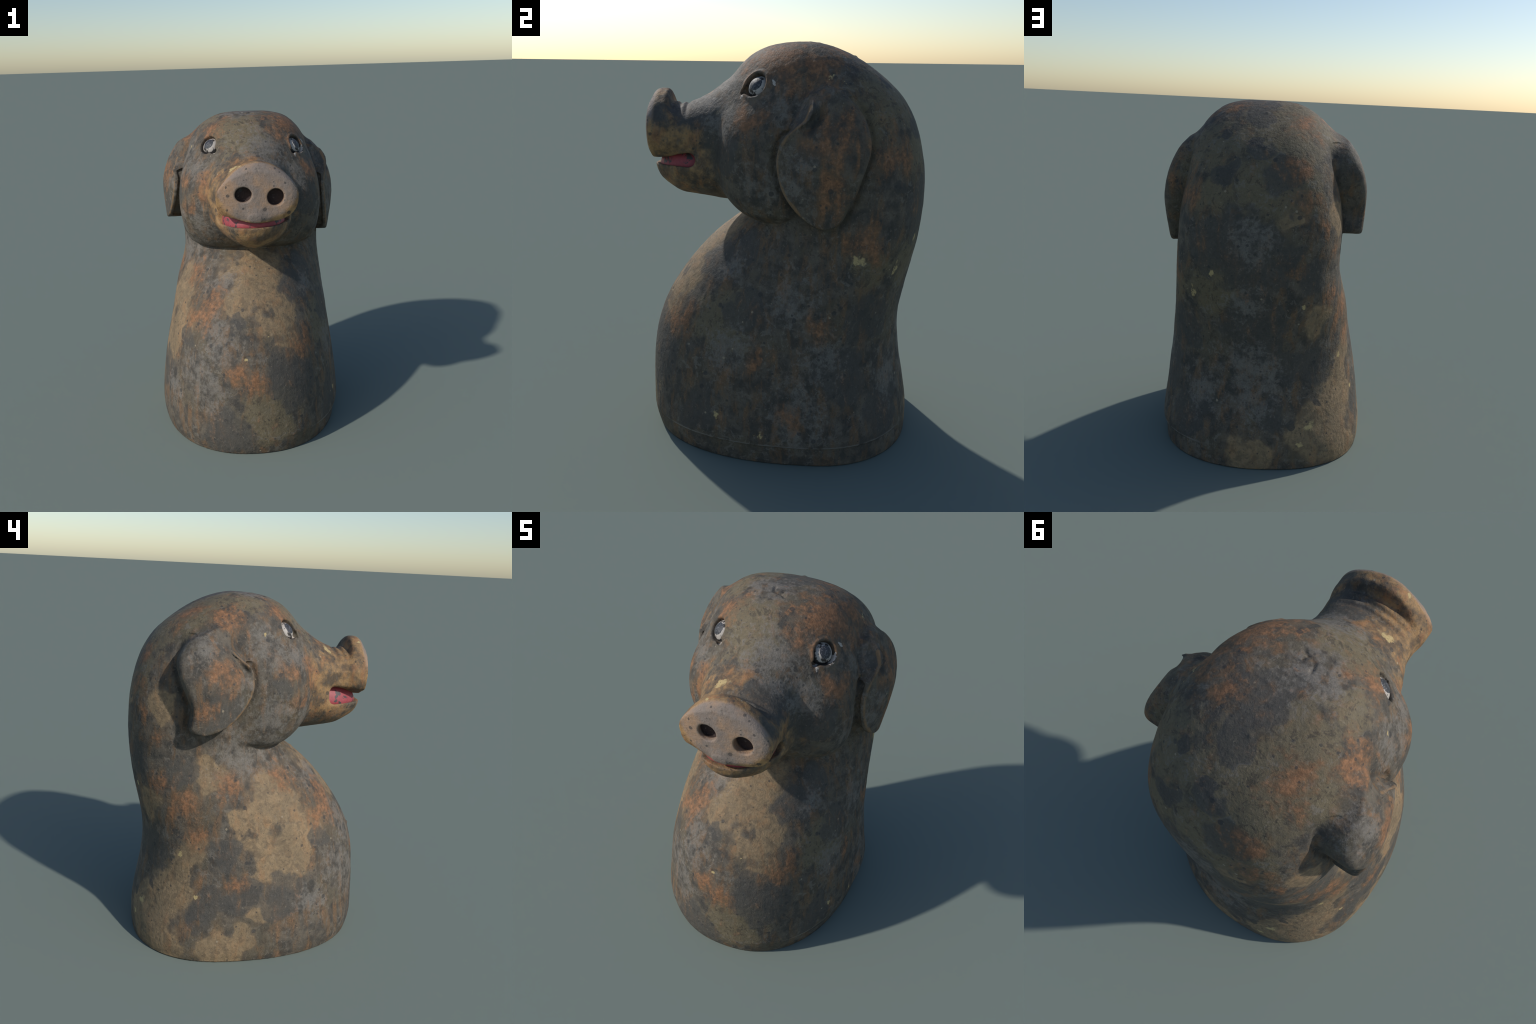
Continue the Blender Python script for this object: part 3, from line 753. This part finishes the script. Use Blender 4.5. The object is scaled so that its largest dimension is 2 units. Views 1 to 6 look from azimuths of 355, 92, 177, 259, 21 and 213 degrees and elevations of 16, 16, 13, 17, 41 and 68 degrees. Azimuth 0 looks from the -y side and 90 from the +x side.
def make_eye_material():
    k = Nodes("chipped_eye_paint")
    p = k.coord()
    nrm = k.vec("NORMALIZE", k.vec("ADD", p, k.vec("SCALE", k.vec("SUBTRACT", k.noise(p, 45.0, 3, 0.6, col=True), (0.5, 0.5, 0.5)), scale=0.012)))
    c = k.vec("DOT_PRODUCT", nrm, (0.06, 0.10, 0.993))
    n = k.noise(p, 38.0, 4, 0.6)
    f = k.noise(p, 130.0, 4, 0.65)
    col = k.mix(k.step(n, 0.52, 0.58), (0.45, 0.405, 0.36), (0.034, 0.028, 0.025))
    iris = k.mix(k.step(f, 0.50, 0.68), (0.030, 0.032, 0.038), (0.19, 0.185, 0.195))
    col = k.mix(k.step(k.math("MULTIPLY_ADD", n, 0.10, c), 0.895, 0.912), col, iris)
    col = k.mix(k.step(k.math("MULTIPLY_ADD", f, 0.16, c), 0.70, 0.62), col, (0.022, 0.020, 0.020))
    k.t.links.new(col, k.bsdf.inputs["Base Color"])
    k.bsdf.inputs["Roughness"].default_value = 0.55
    bump = k.t.nodes.new("ShaderNodeBump")
    bump.inputs["Strength"].default_value, bump.inputs["Distance"].default_value = 0.5, 0.004
    k.t.links.new(f, bump.inputs["Height"])
    k.t.links.new(bump.outputs[0], k.bsdf.inputs["Normal"])
    return k.m


def make_materials():
    return make_body_material(), make_red_material(), make_eye_material()


MAT, RED, EYE = make_materials()

root = bpy.data.objects.new("pig_bust", None)
bpy.context.scene.collection.objects.link(root)
root["label"] = "weathered carved pig bust, peeling dark paint, open red mouth"
root["category"] = "pig sculpture"


def add(name, mesh, mat, parent=root):
    o = bpy.data.objects.new(name, mesh)
    bpy.context.scene.collection.objects.link(o)
    o.parent = parent
    mesh.materials.append(mat)
    return o


made = {}
for li, name in enumerate(REG):
    q = Q[fl == li]
    used, inv = np.unique(q, return_inverse=True)
    m = bpy.data.meshes.new(name)
    m.from_pydata(V[used].tolist(), [], inv.reshape(-1, 4).tolist())
    m.update()
    m.polygons.foreach_set("use_smooth", np.ones(len(q), bool))
    m.normals_split_custom_set_from_vertices(VN[used].tolist())
    made[li] = add(name, m, MAT)


def solid(name, fn, nu, nv, mat, parent):
    """Closed skin from a (u, v) -> point rule; u wraps, v runs pole to pole."""
    vs = [fn(2 * math.pi * i / nu, math.pi * j / nv) for j in range(1, nv) for i in range(nu)]
    top, bot = len(vs), len(vs) + 1
    vs += [fn(0, 0), fn(0, math.pi)]
    fs = [(j * nu + i, j * nu + (i + 1) % nu, (j + 1) * nu + (i + 1) % nu, (j + 1) * nu + i) for j in range(nv - 2) for i in range(nu)]
    fs += [(top, (i + 1) % nu, i) for i in range(nu)]
    fs += [(bot, (nv - 2) * nu + i, (nv - 2) * nu + (i + 1) % nu) for i in range(nu)]
    m = bpy.data.meshes.new(name)
    m.from_pydata(vs, [], fs)
    m.update()
    m.polygons.foreach_set("use_smooth", [True] * len(m.polygons))
    return add(name, m, mat, parent)


# painted gum / tongue block that fills the mouth slot
def gum(u, v):
    s, c = math.sin(v), math.cos(v)
    sg = lambda t, p: math.copysign(abs(t) ** p, t)
    k = sg(s, 0.45)
    z = 1.425 + (0.075 + 0.020 * max(0, -math.cos(u))) * sg(c, 0.8) if c > 0 else 1.425 + 0.065 * sg(c, 0.8)
    fl_ = 1.0 - 0.15 * max(0, (z - 1.36) / 0.12)
    return (0.014 + (0.200 if math.cos(u) > 0 else 0.196) * fl_ * k * sg(math.cos(u), 0.8), -0.40 + 0.252 * fl_ * k * sg(math.sin(u), 0.8), z)


solid("mouth", gum, 64, 32, RED, root)

for c, n in zip(EYES, EYE_N):
    ctr = c - n * 0.053
    o = solid("eye", lambda u, v: (0.061 * math.sin(v) * math.cos(u), 0.061 * math.sin(v) * math.sin(u), 0.061 * math.cos(v)), 48, 32, EYE, root)
    o.location = ctr
    o.rotation_euler = n.to_track_quat("Z", "Y").to_euler()
print("verts", len(V), "quads", len(Q))
